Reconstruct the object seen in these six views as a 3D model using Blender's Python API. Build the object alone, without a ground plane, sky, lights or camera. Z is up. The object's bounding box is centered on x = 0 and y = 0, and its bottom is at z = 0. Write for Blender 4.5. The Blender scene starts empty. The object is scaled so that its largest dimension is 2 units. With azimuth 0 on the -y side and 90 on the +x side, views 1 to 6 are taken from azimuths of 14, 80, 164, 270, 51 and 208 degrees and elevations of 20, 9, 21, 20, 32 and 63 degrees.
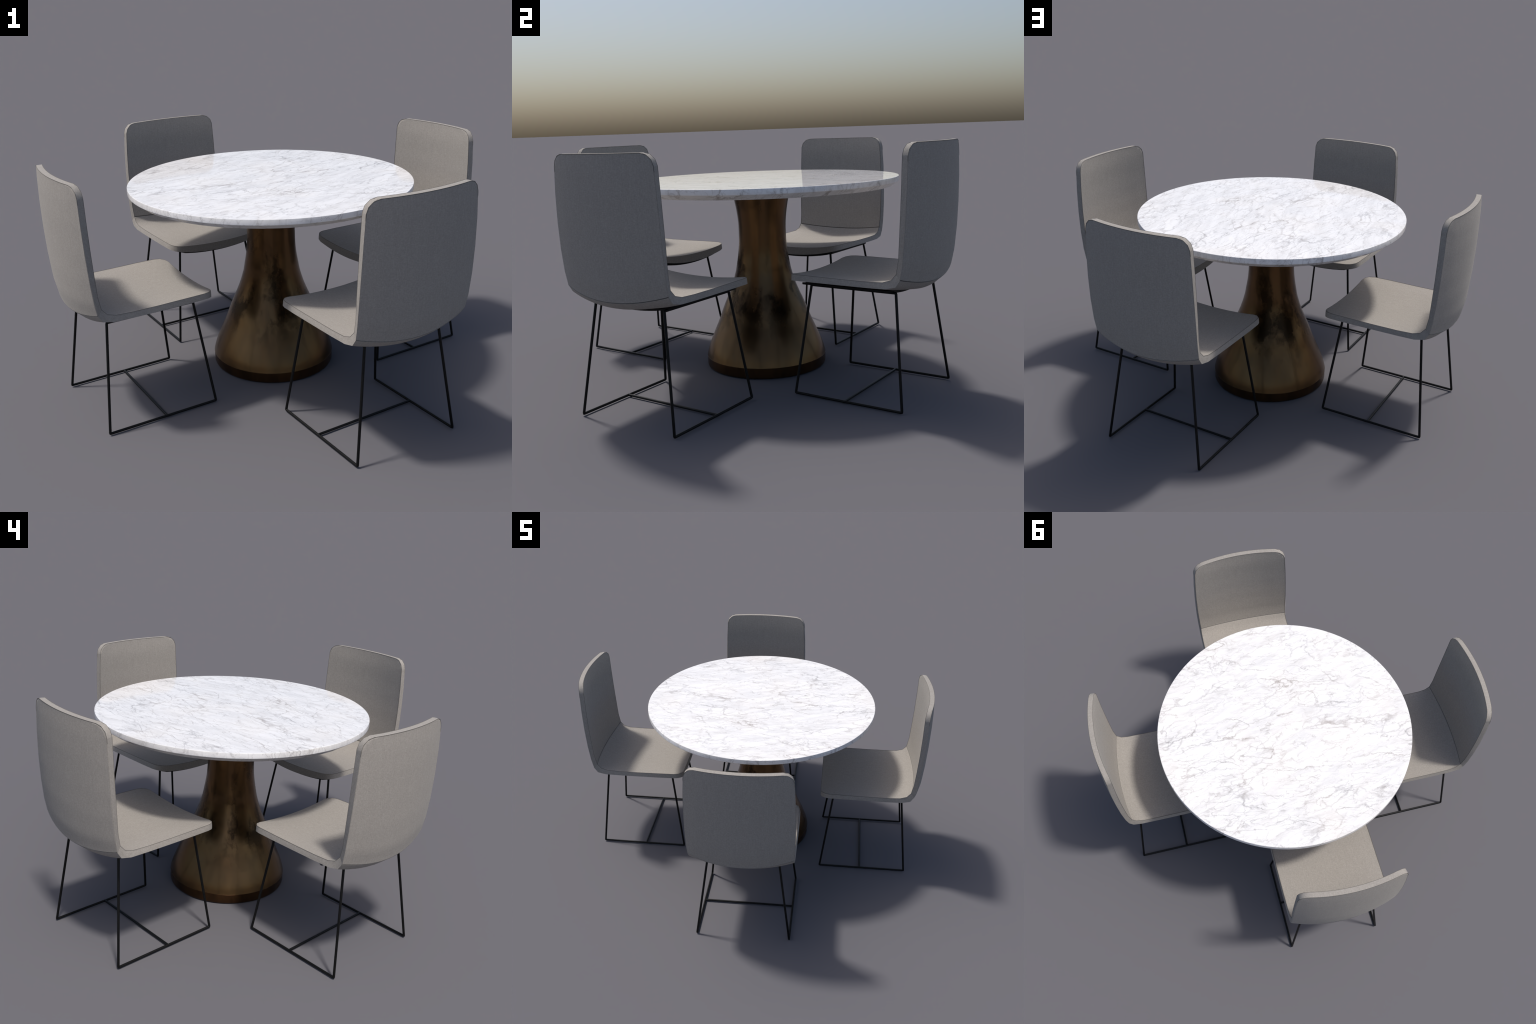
"""Round marble-topped pedestal dining table with four upholstered shell chairs."""
import bpy, bmesh, math
from mathutils import Vector, Matrix

# ------------------------------------------------------------------ helpers
def new_object(name, mesh, parent=None, material=None):
    ob = bpy.data.objects.new(name, mesh)
    bpy.context.scene.collection.objects.link(ob)
    if parent is not None:
        ob.parent = parent
    if material is not None and mesh is not None and not mesh.materials:
        mesh.materials.append(material)
    return ob


def mesh_from(name, verts, faces, sharp_angle=35.0):
    me = bpy.data.meshes.new(name)
    me.from_pydata([tuple(v) for v in verts], [], faces)
    bm = bmesh.new()
    bm.from_mesh(me)
    bmesh.ops.remove_doubles(bm, verts=bm.verts, dist=1e-5)
    bmesh.ops.recalc_face_normals(bm, faces=bm.faces)
    lim = math.radians(sharp_angle)
    for f in bm.faces:
        f.smooth = True
    for e in bm.edges:
        if len(e.link_faces) == 2 and e.calc_face_angle(0.0) > lim:
            e.smooth = False
    bm.to_mesh(me)
    bm.free()
    return me


def lerp(a, b, t):
    return a + (b - a) * t


def smooth01(t):
    t = max(0.0, min(1.0, t))
    return t * t * (3 - 2 * t)


# ------------------------------------------------------------------ node helpers
class Nodes:
    def __init__(self, name):
        self.mat = bpy.data.materials.new(name)
        self.mat.use_nodes = True
        self.nt = self.mat.node_tree
        self.nt.nodes.clear()
        self.out = self.nt.nodes.new("ShaderNodeOutputMaterial")
        self.bsdf = self.nt.nodes.new("ShaderNodeBsdfPrincipled")
        self.nt.links.new(self.bsdf.outputs[0], self.out.inputs[0])
        self.coord = self.nt.nodes.new("ShaderNodeTexCoord").outputs["Object"]

    def put(self, sock, val):
        if isinstance(val, bpy.types.NodeSocket):
            self.nt.links.new(val, sock)
        elif val is not None:
            sock.default_value = val

    def mapping(self, vec, loc=(0, 0, 0), rot=(0, 0, 0), scale=(1, 1, 1)):
        n = self.nt.nodes.new("ShaderNodeMapping")
        self.put(n.inputs[0], vec)
        n.inputs["Location"].default_value = loc
        n.inputs["Rotation"].default_value = rot
        n.inputs["Scale"].default_value = scale
        return n.outputs[0]

    def noise(self, vec, scale, detail=4, rough=0.55, dist=0.0, color=False):
        n = self.nt.nodes.new("ShaderNodeTexNoise")
        self.put(n.inputs["Vector"], vec)
        n.inputs["Scale"].default_value = scale
        n.inputs["Detail"].default_value = detail
        n.inputs["Roughness"].default_value = rough
        n.inputs["Distortion"].default_value = dist
        return n.outputs["Color" if color else "Fac"]

    def voronoi(self, vec, scale, feature="F1", rnd=1.0):
        n = self.nt.nodes.new("ShaderNodeTexVoronoi")
        n.feature = feature
        self.put(n.inputs["Vector"], vec)
        n.inputs["Scale"].default_value = scale
        n.inputs["Randomness"].default_value = rnd
        return n.outputs["Distance"]

    def math(self, op, a, b=None, c=None, clamp=False):
        n = self.nt.nodes.new("ShaderNodeMath")
        n.operation = op
        n.use_clamp = clamp
        for i, v in enumerate((a, b, c)):
            if v is not None:
                self.put(n.inputs[i], v)
        return n.outputs[0]

    def ramp(self, fac, stops, interp="LINEAR"):
        n = self.nt.nodes.new("ShaderNodeValToRGB")
        n.color_ramp.interpolation = interp
        els = n.color_ramp.elements
        while len(els) < len(stops):
            els.new(0.5)
        for e, (p, c) in zip(els, stops):
            e.position = p
            e.color = (c, c, c, 1) if isinstance(c, (int, float)) else (*c, 1)
        self.put(n.inputs[0], fac)
        return n.outputs[0]

    def mix(self, fac, a, b, mode="MIX"):
        n = self.nt.nodes.new("ShaderNodeMix")
        n.data_type = "RGBA"
        n.blend_type = mode
        self.put(n.inputs[0], fac)
        for s, v in ((n.inputs[6], a), (n.inputs[7], b)):
            self.put(s, (*v, 1) if isinstance(v, tuple) else v)
        return n.outputs[2]

    def vadd(self, a, b, scale):
        m = self.nt.nodes.new("ShaderNodeVectorMath")
        m.operation = "MULTIPLY_ADD"
        self.put(m.inputs[0], b)
        m.inputs[1].default_value = (scale, scale, scale)
        self.put(m.inputs[2], a)
        return m.outputs[0]

    def vsub_half(self, a):
        m = self.nt.nodes.new("ShaderNodeVectorMath")
        m.operation = "SUBTRACT"
        self.put(m.inputs[0], a)
        m.inputs[1].default_value = (0.5, 0.5, 0.5)
        return m.outputs[0]

    def sep(self, v):
        n = self.nt.nodes.new("ShaderNodeSeparateXYZ")
        self.put(n.inputs[0], v)
        return n.outputs

    def bump(self, height, strength, distance, normal=None):
        n = self.nt.nodes.new("ShaderNodeBump")
        n.inputs["Strength"].default_value = strength
        n.inputs["Distance"].default_value = distance
        self.put(n.inputs["Height"], height)
        if normal is not None:
            self.put(n.inputs["Normal"], normal)
        return n.outputs[0]

    def set(self, **kw):
        for k, v in kw.items():
            k = k.replace("_", " ")
            if isinstance(v, tuple) and len(v) == 3:
                v = (*v, 1)
            self.put(self.bsdf.inputs[k], v)


# ------------------------------------------------------------------ materials
def marble_material():
    m = Nodes("white_veined_marble")
    # clouds are drawn out along one diagonal, veins along a slightly flatter one
    flat = m.mapping(m.coord, scale=(1, 1, 0.8))
    cl = m.mapping(m.mapping(flat, rot=(0, 0, math.radians(-60))), scale=(0.8, 3.0, 1.6))
    vn = m.mapping(m.mapping(flat, rot=(0, 0, math.radians(-36))), scale=(0.75, 2.6, 1.6))
    warp_c = m.vsub_half(m.noise(flat, 3.2, 4, 0.55, color=True))
    warp_f = m.vsub_half(m.noise(flat, 22, 4, 0.65, color=True))

    def vein(vec, scale, width, w1, w2, detail=1):
        v = m.vadd(m.vadd(vec, warp_c, w1), warp_f, w2)
        n = m.noise(v, scale, detail, 0.5)
        r = m.math("ABSOLUTE", m.math("SUBTRACT", n, 0.5))
        return m.ramp(r, [(0.0, 1.0), (width * 0.4, 0.5), (width, 0.0)])

    def mask(scale, lo, hi, off, vec=vn):
        n = m.noise(m.mapping(vec, loc=(off, off * 0.7, 0)), scale, 3, 0.6)
        return m.ramp(n, [(lo, 0.0), (hi, 1.0)])

    v_main = m.math("MULTIPLY", vein(vn, 2.7, 0.011, 0.22, 0.08), mask(3.6, 0.42, 0.58, 3.1))
    v_second = m.math("MULTIPLY", vein(m.mapping(vn, loc=(4, 2, 0)), 5.6, 0.015, 0.22, 0.07),
                      mask(4.6, 0.42, 0.58, 7.7))
    v_cloud = m.math("MULTIPLY", vein(m.mapping(cl, loc=(1, 7, 0)), 5.4, 0.016, 0.20, 0.08),
                     mask(4.0, 0.42, 0.58, 17.7, cl))
    v_cross = m.math("MULTIPLY", vein(m.mapping(flat, loc=(9, 5, 0)), 3.0, 0.010, 0.12, 0.05),
                     mask(3.4, 0.50, 0.62, 12.3))
    v_hair = m.math("MULTIPLY", vein(m.mapping(vn, loc=(13, 3, 0), rot=(0, 0, -0.25)), 11.0, 0.020, 0.16, 0.06),
                    mask(6.0, 0.40, 0.54, 27.7))
    # pale pebbles outlined by hair cracks
    cell_v = m.vadd(m.vadd(m.mapping(cl, scale=(1, 0.7, 1)), warp_c, 0.30), warp_f, 0.06)
    cell_d = m.voronoi(cell_v, 8.0, "DISTANCE_TO_EDGE")
    cell_m = mask(4.2, 0.48, 0.60, 21.0, cl)
    v_cell = m.math("MULTIPLY", m.ramp(cell_d, [(0.0, 1.0), (0.02, 0.45), (0.06, 0.0)]), cell_m)
    pale = m.math("MULTIPLY", m.ramp(cell_d, [(0.04, 0.0), (0.16, 1.0)]), cell_m)

    big = m.ramp(m.noise(m.vadd(cl, warp_c, 0.35), 3.6, 5, 0.62), [(0.36, 0.0), (0.68, 1.0)])
    mid = m.ramp(m.noise(m.vadd(m.vadd(cl, warp_c, 0.20), warp_f, 0.06), 9.0, 6, 0.72), [(0.44, 0.0), (0.68, 1.0)])
    fine = m.ramp(m.noise(m.vadd(cl, warp_f, 0.06), 30.0, 5, 0.78), [(0.50, 0.0), (0.72, 1.0)])
    tint = m.noise(flat, 4.3, 3, 0.5)
    white = m.ramp(tint, [(0.34, (0.872, 0.868, 0.872)), (0.5, (0.895, 0.89, 0.895)), (0.66, (0.895, 0.88, 0.87))])
    grey = m.ramp(m.noise(flat, 5.0, 3, 0.5), [(0.38, (0.56, 0.555, 0.565)), (0.62, (0.60, 0.575, 0.555))])
    line = m.ramp(m.noise(flat, 4.1, 2, 0.5), [(0.38, (0.20, 0.19, 0.20)), (0.55, (0.27, 0.225, 0.20))])
    cloud = m.math("ADD", m.math("MULTIPLY", big, 0.22), m.math("MULTIPLY", mid, 0.38))
    cloud = m.math("ADD", cloud, m.math("MULTIPLY", m.math("MULTIPLY", fine, mask(5.0, 0.42, 0.62, 31.0, cl)), 0.40))
    cloud = m.math("MULTIPLY", cloud, m.math("SUBTRACT", 1.0, m.math("MULTIPLY", pale, 0.7)), clamp=True)
    c = m.mix(cloud, white, grey)
    for fac, amount in ((v_hair, 0.36), (v_cell, 0.36), (v_cloud, 0.30), (v_cross, 0.46), (v_second, 0.42), (v_main, 0.66)):
        c = m.mix(m.math("MULTIPLY", fac, amount), c, line)
    m.set(Base_Color=c, Roughness=0.06)
    m.bsdf.inputs["IOR"].default_value = 1.5
    return m.mat


def bronze_material(name, dark=False):
    m = Nodes(name)
    stretched = m.mapping(m.coord, scale=(1, 1, 0.26))
    warp = m.vsub_half(m.noise(m.coord, 9, 4, 0.65, color=True))
    big = m.noise(m.vadd(stretched, warp, 0.07), 9.0, 5, 0.62)
    fine = m.noise(m.coord, 24, 3, 0.55)
    streak = m.noise(m.mapping(m.coord, scale=(1, 1, 0.05)), 16, 4, 0.6)
    z = m.sep(m.coord)[2]
    if dark:
        col = m.ramp(big, [(0.35, (0.048, 0.023, 0.009)), (0.62, (0.100, 0.047, 0.017))])
        m.set(Base_Color=col, Metallic=0.75, Roughness=m.ramp(fine, [(0.3, 0.30), (0.7, 0.42)]))
    else:
        # deep patina gathers in a belt below the neck and thins out downwards
        belt = m.ramp(z, [(0.16, 0.0), (0.34, 1.0), (0.56, 1.0), (0.75, 0.55)])
        blot = m.ramp(big, [(0.47, 0.0), (0.60, 1.0)])
        dk = m.math("MULTIPLY", belt, blot)
        warm = m.ramp(m.noise(m.vadd(stretched, warp, 0.12), 5.0, 4, 0.6), [(0.42, 0.0), (0.62, 1.0)])
        up = m.ramp(z, [(0.35, 0.0), (0.65, 1.0)])
        warm = m.math("MAXIMUM", m.math("MULTIPLY", warm, 0.7), m.math("MULTIPLY", up, 0.6))
        col = m.mix(warm, (0.158, 0.093, 0.041), (0.148, 0.074, 0.029))
        col = m.mix(m.ramp(streak, [(0.40, 0.0), (0.72, 0.6)]), col, (0.085, 0.052, 0.026))
        col = m.mix(m.math("MULTIPLY", dk, 0.88), col, (0.016, 0.009, 0.004))
        rough = m.math("ADD", m.ramp(fine, [(0.3, 0.23), (0.7, 0.27)]), m.math("MULTIPLY", dk, 0.03))
        m.set(Base_Color=col, Metallic=0.9, Roughness=rough)
    return m.mat


def fabric_material():
    m = Nodes("taupe_woven_fabric")
    warp_n = m.noise(m.mapping(m.coord, scale=(1, 0.14, 0.14)), 420, 2, 0.6)
    weft_n = m.noise(m.mapping(m.coord, scale=(0.14, 1, 1)), 420, 2, 0.6)
    slub = m.noise(m.mapping(m.coord, scale=(1, 0.07, 0.07)), 150, 3, 0.6)
    mottle = m.noise(m.coord, 160, 3, 0.7)
    mixed = m.math("ADD", m.math("MULTIPLY", warp_n, 0.40),
                   m.math("ADD", m.math("MULTIPLY", weft_n, 0.42), m.math("MULTIPLY", slub, 0.18)))
    mixed = m.math("ADD", m.math("MULTIPLY", mixed, 0.62), m.math("MULTIPLY", mottle, 0.38))
    col = m.ramp(mixed, [(0.36, (0.272, 0.252, 0.229)), (0.50, (0.322, 0.300, 0.274)), (0.64, (0.382, 0.357, 0.328))])
    weave = m.math("ADD", warp_n, weft_n)
    m.set(Base_Color=col, Roughness=0.9, Normal=m.bump(weave, 0.2, 0.001))
    m.bsdf.inputs["Sheen Weight"].default_value = 0.08
    m.bsdf.inputs["Specular IOR Level"].default_value = 0.2
    return m.mat


def black_metal_material(name, rough):
    m = Nodes(name)
    n = m.noise(m.coord, 120, 3, 0.6)
    m.set(Base_Color=m.ramp(n, [(0.3, (0.003, 0.003, 0.003)), (0.7, (0.006, 0.006, 0.006))]), Roughness=rough)
    m.bsdf.inputs["Specular IOR Level"].default_value = 0.22
    return m.mat


MARBLE = marble_material()
BRONZE = bronze_material("patinated_bronze")
FOOT_BRONZE = bronze_material("dark_bronze_foot", dark=True)
FABRIC = fabric_material()
def shadow_line_material(name, v):
    m = Nodes(name)
    n = m.noise(m.coord, 300, 2, 0.6)
    m.set(Base_Color=m.ramp(n, [(0.3, (v * 0.8, v * 0.75, v * 0.68)), (0.7, (v * 1.2, v * 1.12, v * 1.02))]), Roughness=0.9)
    return m.mat


SHADOW_LINE = shadow_line_material("painted_seam_shadow", 0.125)  # darker than the cloth, to draw the occlusion line along pad edges
SOFT_SHADOW_LINE = shadow_line_material("painted_corner_seam_shade", 0.20)  # mid tone: fainter shade drawn down the diagonal joint at the fold
BLACK = black_metal_material("black_powder_coat", 0.45)
PLATE = black_metal_material("black_seat_board", 0.6)

# ------------------------------------------------------------------ table
def revolve(name, profile, seg=160, sharp=30):
    """Lathe a list of (radius, z); radius 0 closes the end."""
    verts, faces, rings = [], [], []
    for r, z in profile:
        if r == 0:
            rings.append([len(verts)])
            verts.append((0, 0, z))
        else:
            rings.append(list(range(len(verts), len(verts) + seg)))
            verts += [(r * math.cos(2 * math.pi * i / seg), r * math.sin(2 * math.pi * i / seg), z) for i in range(seg)]
    for a, b in zip(rings, rings[1:]):
        for i in range(seg):
            j = (i + 1) % seg
            if len(a) == 1:
                faces.append((a[0], b[i], b[j]))
            elif len(b) == 1:
                faces.append((a[i], a[j], b[0]))
            else:
                faces.append((a[i], a[j], b[j], b[i]))
    return mesh_from(name, verts, faces, sharp)


def catmull(points, per=6):
    out = []
    p = [points[0]] + list(points) + [points[-1]]
    for i in range(1, len(p) - 2):
        for k in range(per):
            t = k / per
            out.append(tuple(0.5 * (2 * b + (c - a) * t + (2 * a - 5 * b + 4 * c - d) * t * t
                                    + (3 * b - a - 3 * c + d) * t ** 3)
                             for a, b, c, d in zip(p[i - 1], p[i], p[i + 1], p[i + 2])))
    out.append(tuple(points[-1]))
    return out


TABLE_XY = (-0.007, 0.061)
TOP_Z, TOP_R = 1.0015, 0.7240
RIM_H, BEVEL_DR, BEVEL_DZ = 0.027, 0.035, 0.024
UNDER_Z = TOP_Z - RIM_H - BEVEL_DZ

table = new_object("dining_table", None)
table.location = (*TABLE_XY, 0)
table["label"] = "round white marble table on a flared bronze pedestal"
table["category"] = "dining table"

top_profile = [(0, TOP_Z), (TOP_R - 0.014, TOP_Z), (TOP_R - 0.008, TOP_Z), (TOP_R - 0.003, TOP_Z), (TOP_R - 0.0012, TOP_Z - 0.0008),
               (TOP_R - 0.0003, TOP_Z - 0.003), (TOP_R, TOP_Z - RIM_H + 0.002), (TOP_R - 0.0010, TOP_Z - RIM_H),
               (TOP_R - BEVEL_DR, UNDER_Z + 0.0005), (TOP_R - BEVEL_DR - 0.003, UNDER_Z), (0, UNDER_Z)]
new_object("tabletop", revolve("tabletop", top_profile, 200, 22), table, MARBLE)

FOOT_H, FOOT_R = 0.055, 0.3210
foot_profile = [(0, 0), (FOOT_R - 0.006, 0), (FOOT_R - 0.002, 0.003), (FOOT_R, 0.009), (FOOT_R + 0.001, FOOT_H - 0.001),
                (FOOT_R, FOOT_H), (0, FOOT_H)]
pedestal = new_object("pedestal", revolve("pedestal", [(0, FOOT_H + 0.001)] + catmull(
    [(0.3225, FOOT_H + 0.001), (0.3125, 0.092), (0.2980, 0.131), (0.2730, 0.190), (0.2480, 0.248),
     (0.2210, 0.318), (0.1780, 0.418), (0.1525, 0.498), (0.1410, 0.557), (0.1320, 0.612), (0.1272, 0.668),
     (0.1260, 0.736), (0.1280, 0.784), (0.1345, 0.838), (0.1435, 0.888), (0.1570, UNDER_Z - 0.001)]) + [(0, UNDER_Z - 0.001)],
    128, 40), table, BRONZE)
new_object("pedestal_foot", revolve("pedestal_foot", foot_profile, 128, 40), pedestal, FOOT_BRONZE)

# ------------------------------------------------------------------ chair
# Stations along the upholstered shell, front of seat -> fold -> top of back.
# Side profile of the inner (sitter's) edge and of the outer edge as (y, z), half widths,
# and how far the middle dips behind the sides (the shell is dished across).
SEAM = 6
STATIONS = [
    # y_in    z_in    y_out   z_out   w_in    w_out   dip_in (y, z)    dip_out (y, z)
    (-0.2925, 0.5890, -0.2915, 0.5600, 0.2875, 0.2920, 0.0000, -0.0240, 0.0000, -0.0380),
    (-0.1500, 0.5880, -0.1500, 0.5590, 0.2915, 0.2970, 0.0000, -0.0240, 0.0000, -0.0380),
    (0.0000, 0.5860, 0.0000, 0.5585, 0.2915, 0.2975, 0.0000, -0.0240, 0.0000, -0.0380),
    (0.1200, 0.5860, 0.1250, 0.5585, 0.2915, 0.2975, 0.0010, -0.0245, 0.0010, -0.0378),
    (0.1970, 0.5890, 0.2120, 0.5600, 0.2905, 0.2970, 0.0060, -0.0245, 0.0080, -0.0380),
    (0.2370, 0.6015, 0.2620, 0.5715, 0.2895, 0.2965, 0.0180, -0.0240, 0.0280, -0.0410),
    (0.2605, 0.6295, 0.2840, 0.6040, 0.2880, 0.2965, 0.0315, -0.0220, 0.0460, -0.0410),
    (0.2725, 0.6900, 0.2965, 0.6660, 0.2905, 0.2995, 0.0360, -0.0150, 0.0455, -0.0305),
    (0.2800, 0.7900, 0.3075, 0.7700, 0.2935, 0.3010, 0.0400, -0.0060, 0.0445, -0.0120),
    (0.2855, 0.9000, 0.3145, 0.8900, 0.2930, 0.2995, 0.0420, -0.0020, 0.0430, -0.0040),
    (0.2880, 1.0200, 0.3175, 1.0150, 0.2895, 0.2950, 0.0425, 0.0000, 0.0430, 0.0000),
    (0.2875, 1.1300, 0.3165, 1.1300, 0.2835, 0.2875, 0.0430, 0.0000, 0.0430, 0.0000),
    (0.2870, 1.1830, 0.3155, 1.1820, 0.2800, 0.2835, 0.0430, 0.0000, 0.0430, 0.0000),
]
DISH_W = 0.2930
SHELL_X = 0.0045   # the shell sits a few millimetres off the middle of its legs


class Shell:
    """One side (0 inner, 1 outer) of the shell, addressed by (x, station value)."""

    def __init__(self, side):
        self.side = side
        self.pts = [(s[2 * side], s[2 * side + 1]) for s in STATIONS]
        self.w = [s[4 + side] for s in STATIONS]
        self.dip = [(s[6 + 2 * side], s[7 + 2 * side]) for s in STATIONS]
        self.arc = [0.0]
        for a, b in zip(self.pts, self.pts[1:]):
            self.arc.append(self.arc[-1] + math.dist(a, b))
        self.corner = 0.054

    def at(self, q):
        """q: station coordinate (float). returns y, z, half width, dip, outward normal (away from sitter), arc length"""
        i = min(int(q), len(STATIONS) - 2)
        t = q - i
        y = lerp(self.pts[i][0], self.pts[i + 1][0], t)
        z = lerp(self.pts[i][1], self.pts[i + 1][1], t)

        def nrm(k):
            a, b = self.pts[max(k - 1, 0)], self.pts[min(k + 1, len(self.pts) - 1)]
            d = math.dist(a, b)
            return ((b[1] - a[1]) / d, -(b[0] - a[0]) / d)
        n0, n1 = nrm(i), nrm(i + 1)
        n = (lerp(n0[0], n1[0], t), lerp(n0[1], n1[1], t))
        ln = math.hypot(*n)
        return (y, z, lerp(self.w[i], self.w[i + 1], t), tuple(lerp(u, v, t) for u, v in zip(self.dip[i], self.dip[i + 1])),
                (n[0] / ln, n[1] / ln), lerp(self.arc[i], self.arc[i + 1], t))

    def q_of_arc(self, a):
        for i in range(len(self.arc) - 1):
            if a <= self.arc[i + 1] + 1e-9:
                return i + max(0.0, (a - self.arc[i]) / (self.arc[i + 1] - self.arc[i]))
        return len(self.arc) - 1.0

    def half_width(self, q):
        """half width with the rounded front and top corners taken off"""
        y, z, w, d, n, a = self.at(q)
        e = min(a, self.arc[-1] - a)
        r = self.corner
        if e < r:
            w -= r - math.sqrt(max(0.0, r * r - (r - e) ** 2))
        return w

    def point(self, x, q, lift=0.0):
        """lift > 0 moves away from the shell's middle (towards sitter for inner, away for outer)"""
        y, z, w, dip, n, a = self.at(q)
        k = 1.0 - (x / DISH_W) ** 2
        off = lift if self.side else -lift
        return Vector((x + SHELL_X, y + dip[0] * k + n[0] * off, z + dip[1] * k + n[1] * off))


INNER, OUTER = Shell(0), Shell(1)
CORNER_STEPS = 3


def station_rows(shell, q0, q1, ends):
    """station values between q0 and q1; 'ends' adds the rounded-corner rows of a shell end"""
    arcs = set()
    a0, a1 = shell.at(q0)[5], shell.at(q1)[5]
    r = shell.corner
    corner = [r * (1 - math.cos(math.pi / 2 * k / CORNER_STEPS)) for k in range(CORNER_STEPS + 1)]
    if ends == "front":
        arcs |= {a0 + c for c in corner}
    if ends == "top":
        arcs |= {a1 - c for c in corner}
    arcs |= {a0, a1}
    for i in range(math.ceil(q0), math.floor(q1) + 1):
        arcs.add(shell.arc[i])
    pts = sorted(arcs)
    out = [pts[0]]
    for a in pts[1:]:
        if a - out[-1] < 1e-4:
            continue
        n = max(1, round((a - out[-1]) / 0.022))
        base = out[-1]
        out += [base + (a - base) * k / n for k in range(1, n + 1)]
    return [shell.q_of_arc(a) for a in out]


def cushion_lift(d, puff):
    """height of the pad over its border at distance d from the seam line"""
    return -0.0040 + 0.0040 * smooth01(d / 0.0010) + puff * smooth01(d / 0.08)


def pad_mesh(name, shell, q0, q1, end, puff, inset=0.0014):
    rows = station_rows(shell, q0, q1, end)
    # extra rows next to both ends so that the seam groove is resolved
    a0, a1 = shell.at(q0)[5], shell.at(q1)[5]
    extra = [0.0, 0.001, 0.004, 0.012]
    a0, a1 = (a0, a1 - 0.0011) if end == "front" else (a0 + 0.0011, a1)
    a0, a1 = (a0 + inset, a1) if end == "front" else (a0, a1 - inset)
    rows = [q for q in rows if a0 + 0.0005 < shell.at(q)[5] < a1 - 0.0005]
    rows = sorted(set(rows + [shell.q_of_arc(a0 + e) for e in extra] + [shell.q_of_arc(a1 - e) for e in extra]))
    cols = 22
    verts, faces = [], []
    edge = [0.0, 0.001, 0.004, 0.012, 0.026]
    for q in rows:
        a = shell.at(q)[5]
        w = shell.half_width(q) - inset
        half = [w - e for e in edge]
        inner = [half[-1] * (1 - k / (cols / 2)) for k in range(1, cols // 2)]
        xs = [-v for v in half + inner] + [0.0] + list(reversed(half + inner))
        for x in xs:
            full = shell.at(q)[2]
            dx = full - abs(x)
            d = min(max(w - abs(x), 0.0), a - a0, a1 - a)
            ds = (a - a0) if end == "front" else (a1 - a)
            r = shell.corner
            if dx < r and ds < r:
                d = min(d, max(0.0, r - inset - math.hypot(r - dx, r - ds)))
            verts.append(shell.point(x, q, cushion_lift(d, puff)))
    nx = len(edge) * 2 + (cols // 2 - 1) * 2 + 1
    for j in range(len(rows) - 1):
        for i in range(nx - 1):
            k = j * nx + i
            faces.append((k, k + 1, k + nx + 1, k + nx))
    return mesh_from(name, verts, faces, 60)


def outline(q0, q1, end):
    """matching outline rows on the inner and the outer shell: list of (x, q_inner, q_outer) for one side + end edge"""
    rows = station_rows(INNER, q0, q1, end)
    side = []
    for q in rows:
        # same station value on both shells, but corner rows matched by arc from the end
        if end == "front":
            e = INNER.at(q)[5]
            qo = OUTER.q_of_arc(e) if e <= INNER.corner + 1e-6 else q
        else:
            e = INNER.arc[-1] - INNER.at(q)[5]
            qo = OUTER.q_of_arc(OUTER.arc[-1] - e) if e <= INNER.corner + 1e-6 else q
        side.append((INNER.half_width(q), q, OUTER.half_width(qo), qo))
    return side


def border_mesh(name, q0, q1, end):
    """the band of cloth that runs round the edge between inner and outer seams"""
    side = outline(q0, q1, end)
    loop = []
    if end == "front":
        wi, qi, wo, qo = side[0]
        path = [(-a, b, -c, d) for a, b, c, d in reversed(side)]
        n = 20
        path += [(lerp(-wi, wi, k / n), qi, lerp(-wo, wo, k / n), qo) for k in range(1, n)]
        path += side
    else:
        wi, qi, wo, qo = side[-1]
        path = [(-a, b, -c, d) for a, b, c, d in side]
        n = 20
        path += [(lerp(-wi, wi, k / n), qi, lerp(-wo, wo, k / n), qo) for k in range(1, n)]
        path += list(reversed(side))
    cross = [0.0, 0.5, 1.0]
    sink = [0.0, -0.0006, 0.0]
    ins = [INNER.point(a, b) for a, b, c, d in path]
    outs = [OUTER.point(c, d) for a, b, c, d in path]
    verts, faces = [], []
    N = len(path)
    for i in range(N):
        t = (ins[min(i + 1, N - 1)] - ins[max(i - 1, 0)]).normalized()
        across = (outs[i] - ins[i])
        nrm = t.cross(across).normalized()
        # point outwards: away from the shell centre line
        mid = (ins[i] + outs[i]) * 0.5
        ref = mid - Vector((0, 0.05 if end == "front" else 0.25, 0.56 if end == "front" else 0.85))
        if nrm.dot(ref) < 0:
            nrm = -nrm
        for u, s in zip(cross, sink):
            verts.append(ins[i] + across * u - nrm * s)
    M = len(cross)
    for i in range(N - 1):
        for k in range(M - 1):
            v = i * M + k
            faces.append((v, v + 1, v + M + 1, v + M))
    # stretch webs behind the seams so no light leaks through the grooves
    base = len(verts)
    for i in range(N):
        t = (ins[min(i + 1, N - 1)] - ins[max(i - 1, 0)]).normalized()
        across = (outs[i] - ins[i])
        nrm = t.cross(across).normalized()
        mid = (ins[i] + outs[i]) * 0.5
        ref = mid - Vector((0, 0.05 if end == "front" else 0.25, 0.56 if end == "front" else 0.85))
        if nrm.dot(ref) < 0:
            nrm = -nrm
        verts.append(ins[i] + across * 0.16 - nrm * 0.008)
        verts.append(ins[i] + across * 0.84 - nrm * 0.008)
    for i in range(N - 1):
        a, b = i * M, (i + 1) * M
        p, q = base + 2 * i, base + 2 * (i + 1)
        faces.append((a, b, q, p))
        faces.append((a + M - 1, p + 1, q + 1, b + M - 1))
        faces.append((p, q, q + 1, p + 1))
    return mesh_from(name, verts, faces, 32)


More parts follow.
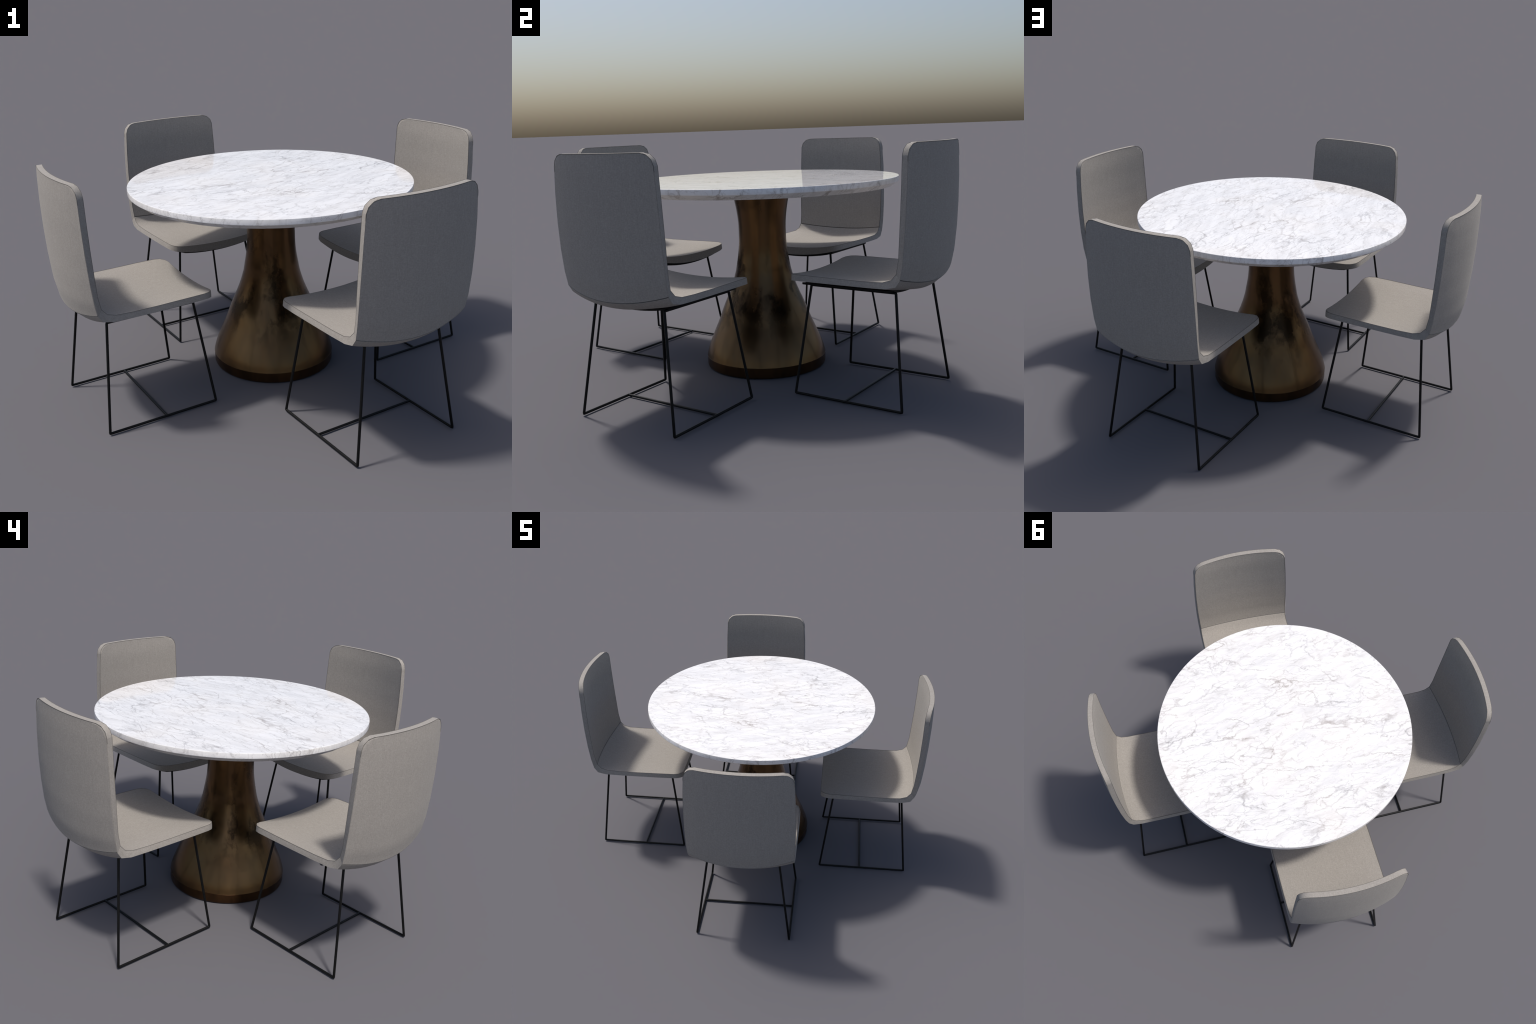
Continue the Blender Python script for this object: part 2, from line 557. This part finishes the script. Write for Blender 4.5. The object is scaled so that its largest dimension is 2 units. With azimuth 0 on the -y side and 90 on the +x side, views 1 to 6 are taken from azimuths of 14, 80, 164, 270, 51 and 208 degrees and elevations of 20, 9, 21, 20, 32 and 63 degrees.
def tube_mesh(name, paths, radius, sides=10):
    verts, faces = [], []
    for pts, closed in paths:
        pts = [Vector(p) for p in pts]
        n = len(pts)
        if closed:
            ref = (pts[1] - pts[0]).cross(pts[2] - pts[1]).normalized()
        else:
            d = (pts[1] - pts[0]).normalized()
            ref = d.cross(Vector((0, 0, 1)) if abs(d.z) < 0.9 else Vector((1, 0, 0))).normalized()
        base = len(verts)
        for i, p in enumerate(pts):
            din = (p - pts[i - 1]).normalized() if (closed or i > 0) else (pts[1] - p).normalized()
            dout = (pts[(i + 1) % n] - p).normalized() if (closed or i < n - 1) else din
            tan = (din + dout).normalized()
            across = ref.cross(tan).normalized()
            stretch = 1.0 / max(0.3, math.sqrt((1 + din.dot(dout)) / 2))
            for k in range(sides):
                a = 2 * math.pi * k / sides
                verts.append(p + ref * math.cos(a) * radius + across * math.sin(a) * radius * stretch)
        for i in range(n if closed else n - 1):
            j = (i + 1) % n
            for k in range(sides):
                l = (k + 1) % sides
                faces.append((base + i * sides + k, base + i * sides + l, base + j * sides + l, base + j * sides + k))
        if not closed:
            faces.append(tuple(base + k for k in range(sides)))
            faces.append(tuple(base + (n - 1) * sides + k for k in range(sides)))
    return mesh_from(name, verts, faces, 50)


def shadow_line_mesh(name, q0, q1, end, with_cross):
    """thin dark tubes modelling the groove shadow: round the inner edge, round the outer edge and over the fold"""
    side = outline(q0, q1, end)
    if end == "top":
        side = list(reversed(side))
    n = 20
    wi, qi, wo, qo = side[0]
    path = [(-a, b, -c, d) for a, b, c, d in reversed(side)]
    path += [(lerp(-wi, wi, k / n), qi, lerp(-wo, wo, k / n), qo) for k in range(1, n)] + side
    r = 0.0009
    runs = [([INNER.point(a, b, -0.0003) for a, b, c, d in path], False)]
    if with_cross:
        top = [p for p in path if p[3] > len(STATIONS) - 2.4]
        runs.append(([OUTER.point(c, d, -0.0003) for a, b, c, d in top], False))
        w = INNER.at(SEAM)[2]
        runs.append(([INNER.point(lerp(-w, w, k / n), SEAM, -0.0006) for k in range(n + 1)], False))
    return tube_mesh(name, runs, r, 6)


ROD = 0.0063
FOOT_X, FOOT_Y, FOOT_Z = 0.2730, 0.2755, ROD + 0.0012
LEG_TOP = [(0.2110, -0.2100, 0.5275), (0.2030, 0.2180, 0.5250)]


def rounded_corners(pts, r=0.005):
    """replace each corner of a closed loop by two close points: a tight bent-rod radius"""
    out = []
    n = len(pts)
    for i in range(n):
        p, a, b = Vector(pts[i]), Vector(pts[i - 1]), Vector(pts[(i + 1) % n])
        da, db = (a - p).normalized(), (b - p).normalized()
        p0, p2 = p + da * r, p + db * r
        for t in (0.0, 0.5, 1.0):
            out.append(p0 * (1 - t) ** 2 + p * 2 * t * (1 - t) + p2 * t * t)
    return out


def leg_loop(s):
    (xf, yf, zf), (xr, yr, zr) = LEG_TOP
    return [(s * FOOT_X, -FOOT_Y, FOOT_Z), (s * xf, yf, zf), (s * xr, yr, zr), (s * FOOT_X, FOOT_Y, FOOT_Z)]


def board_mesh(name):
    """thin black board under the seat, following the dished underside"""
    y0, y1, w = -0.262, 0.205, 0.236
    ny, nx, gap, th = 20, 20, 0.0015, 0.0085
    r = 0.03
    verts, faces = [], []
    layers = []
    for lay in (0, 1):
        idx = []
        for j in range(ny + 1):
            y = lerp(y0, y1, j / ny)
            e = min(y - y0, y1 - y)
            ww = w - (r - math.sqrt(max(0, r * r - (r - e) ** 2)) if e < r else 0)
            row = []
            for i in range(nx + 1):
                x = lerp(-ww, ww, i / nx)
                k = 1 - (x / DISH_W) ** 2
                z = 0.5595 - 0.0378 * k - 0.004 - gap - th * lay
                row.append(len(verts))
                verts.append((x + SHELL_X, y, z))
            idx.append(row)
        layers.append(idx)
        for j in range(ny):
            for i in range(nx):
                faces.append((idx[j][i], idx[j][i + 1], idx[j + 1][i + 1], idx[j + 1][i]))
    a, b = layers
    for j in range(ny):
        for i in (0, nx):
            faces.append((a[j][i], a[j + 1][i], b[j + 1][i], b[j][i]))
    for i in range(nx):
        for j in (0, ny):
            faces.append((a[j][i], a[j][i + 1], b[j][i + 1], b[j][i]))
    return mesh_from(name, verts, faces, 40)


TOPQ = len(STATIONS) - 1.0
CHAIR_MESH = {
    "seat": border_mesh("seat", 0.0, SEAM, "front"),
    "backrest": border_mesh("backrest", SEAM, TOPQ, "top"),
    "seat_pad": pad_mesh("seat_pad", INNER, 0.0, SEAM, "front", 0.0035),
    "seat_underside": pad_mesh("seat_underside", OUTER, 0.0, SEAM, "front", 0.001),
    "backrest_pad": pad_mesh("backrest_pad", INNER, SEAM, TOPQ, "top", 0.0025),
    "back_panel": pad_mesh("back_panel", OUTER, SEAM, TOPQ, "top", 0.0025),
    "seat_shadow_line": shadow_line_mesh("seat_shadow_line", 0.0, SEAM, "front", False),
    "backrest_shadow_line": shadow_line_mesh("backrest_shadow_line", SEAM, TOPQ, "top", True),
    "corner_shadow_line": tube_mesh("corner_shadow_line", [([INNER.point(k * INNER.at(SEAM)[2], SEAM), OUTER.point(k * OUTER.at(SEAM)[2], SEAM)], False)
                                             for k in (-1, 1)], 0.0007, 6),
    "leg_frame": tube_mesh("leg_frame", [(rounded_corners(leg_loop(1)), True), (rounded_corners(leg_loop(-1)), True)], ROD),
    "cross_bar": tube_mesh("cross_bar", [([(-FOOT_X, -0.012, FOOT_Z), (FOOT_X, -0.012, FOOT_Z)], False)], ROD * 0.97),
    "seat_board": board_mesh("seat_board"),
}
PARTS = [  # name, parent, material
    ("seat", None, FABRIC), ("backrest", None, FABRIC), ("leg_frame", None, BLACK), ("seat_board", None, PLATE),
    ("seat_pad", "seat", FABRIC), ("seat_underside", "seat", FABRIC),
    ("backrest_pad", "backrest", FABRIC), ("back_panel", "backrest", FABRIC), ("cross_bar", "leg_frame", BLACK),
    ("seat_shadow_line", "seat", SHADOW_LINE), ("backrest_shadow_line", "backrest", SHADOW_LINE), ("corner_shadow_line", "backrest", SOFT_SHADOW_LINE),
]
# chair origin on the floor and the compass direction its back points to
CHAIRS = [((-0.5625, -0.4860), 225), ((0.5718, -0.5050), 315), ((0.5625, 0.4860), 45), ((-0.5718, 0.5050), 135)]

for (cx, cy), heading in CHAIRS:
    chair = new_object("dining_chair", None)
    chair["label"] = "taupe fabric shell chair on thin black sled legs"
    chair["category"] = "chair"
    chair.location = (cx, cy, 0)
    chair.rotation_euler = (0, 0, math.radians(heading - 90))
    made = {}
    for name, par, mat in PARTS:
        made[name] = new_object(name, CHAIR_MESH[name], made[par] if par else chair, mat)
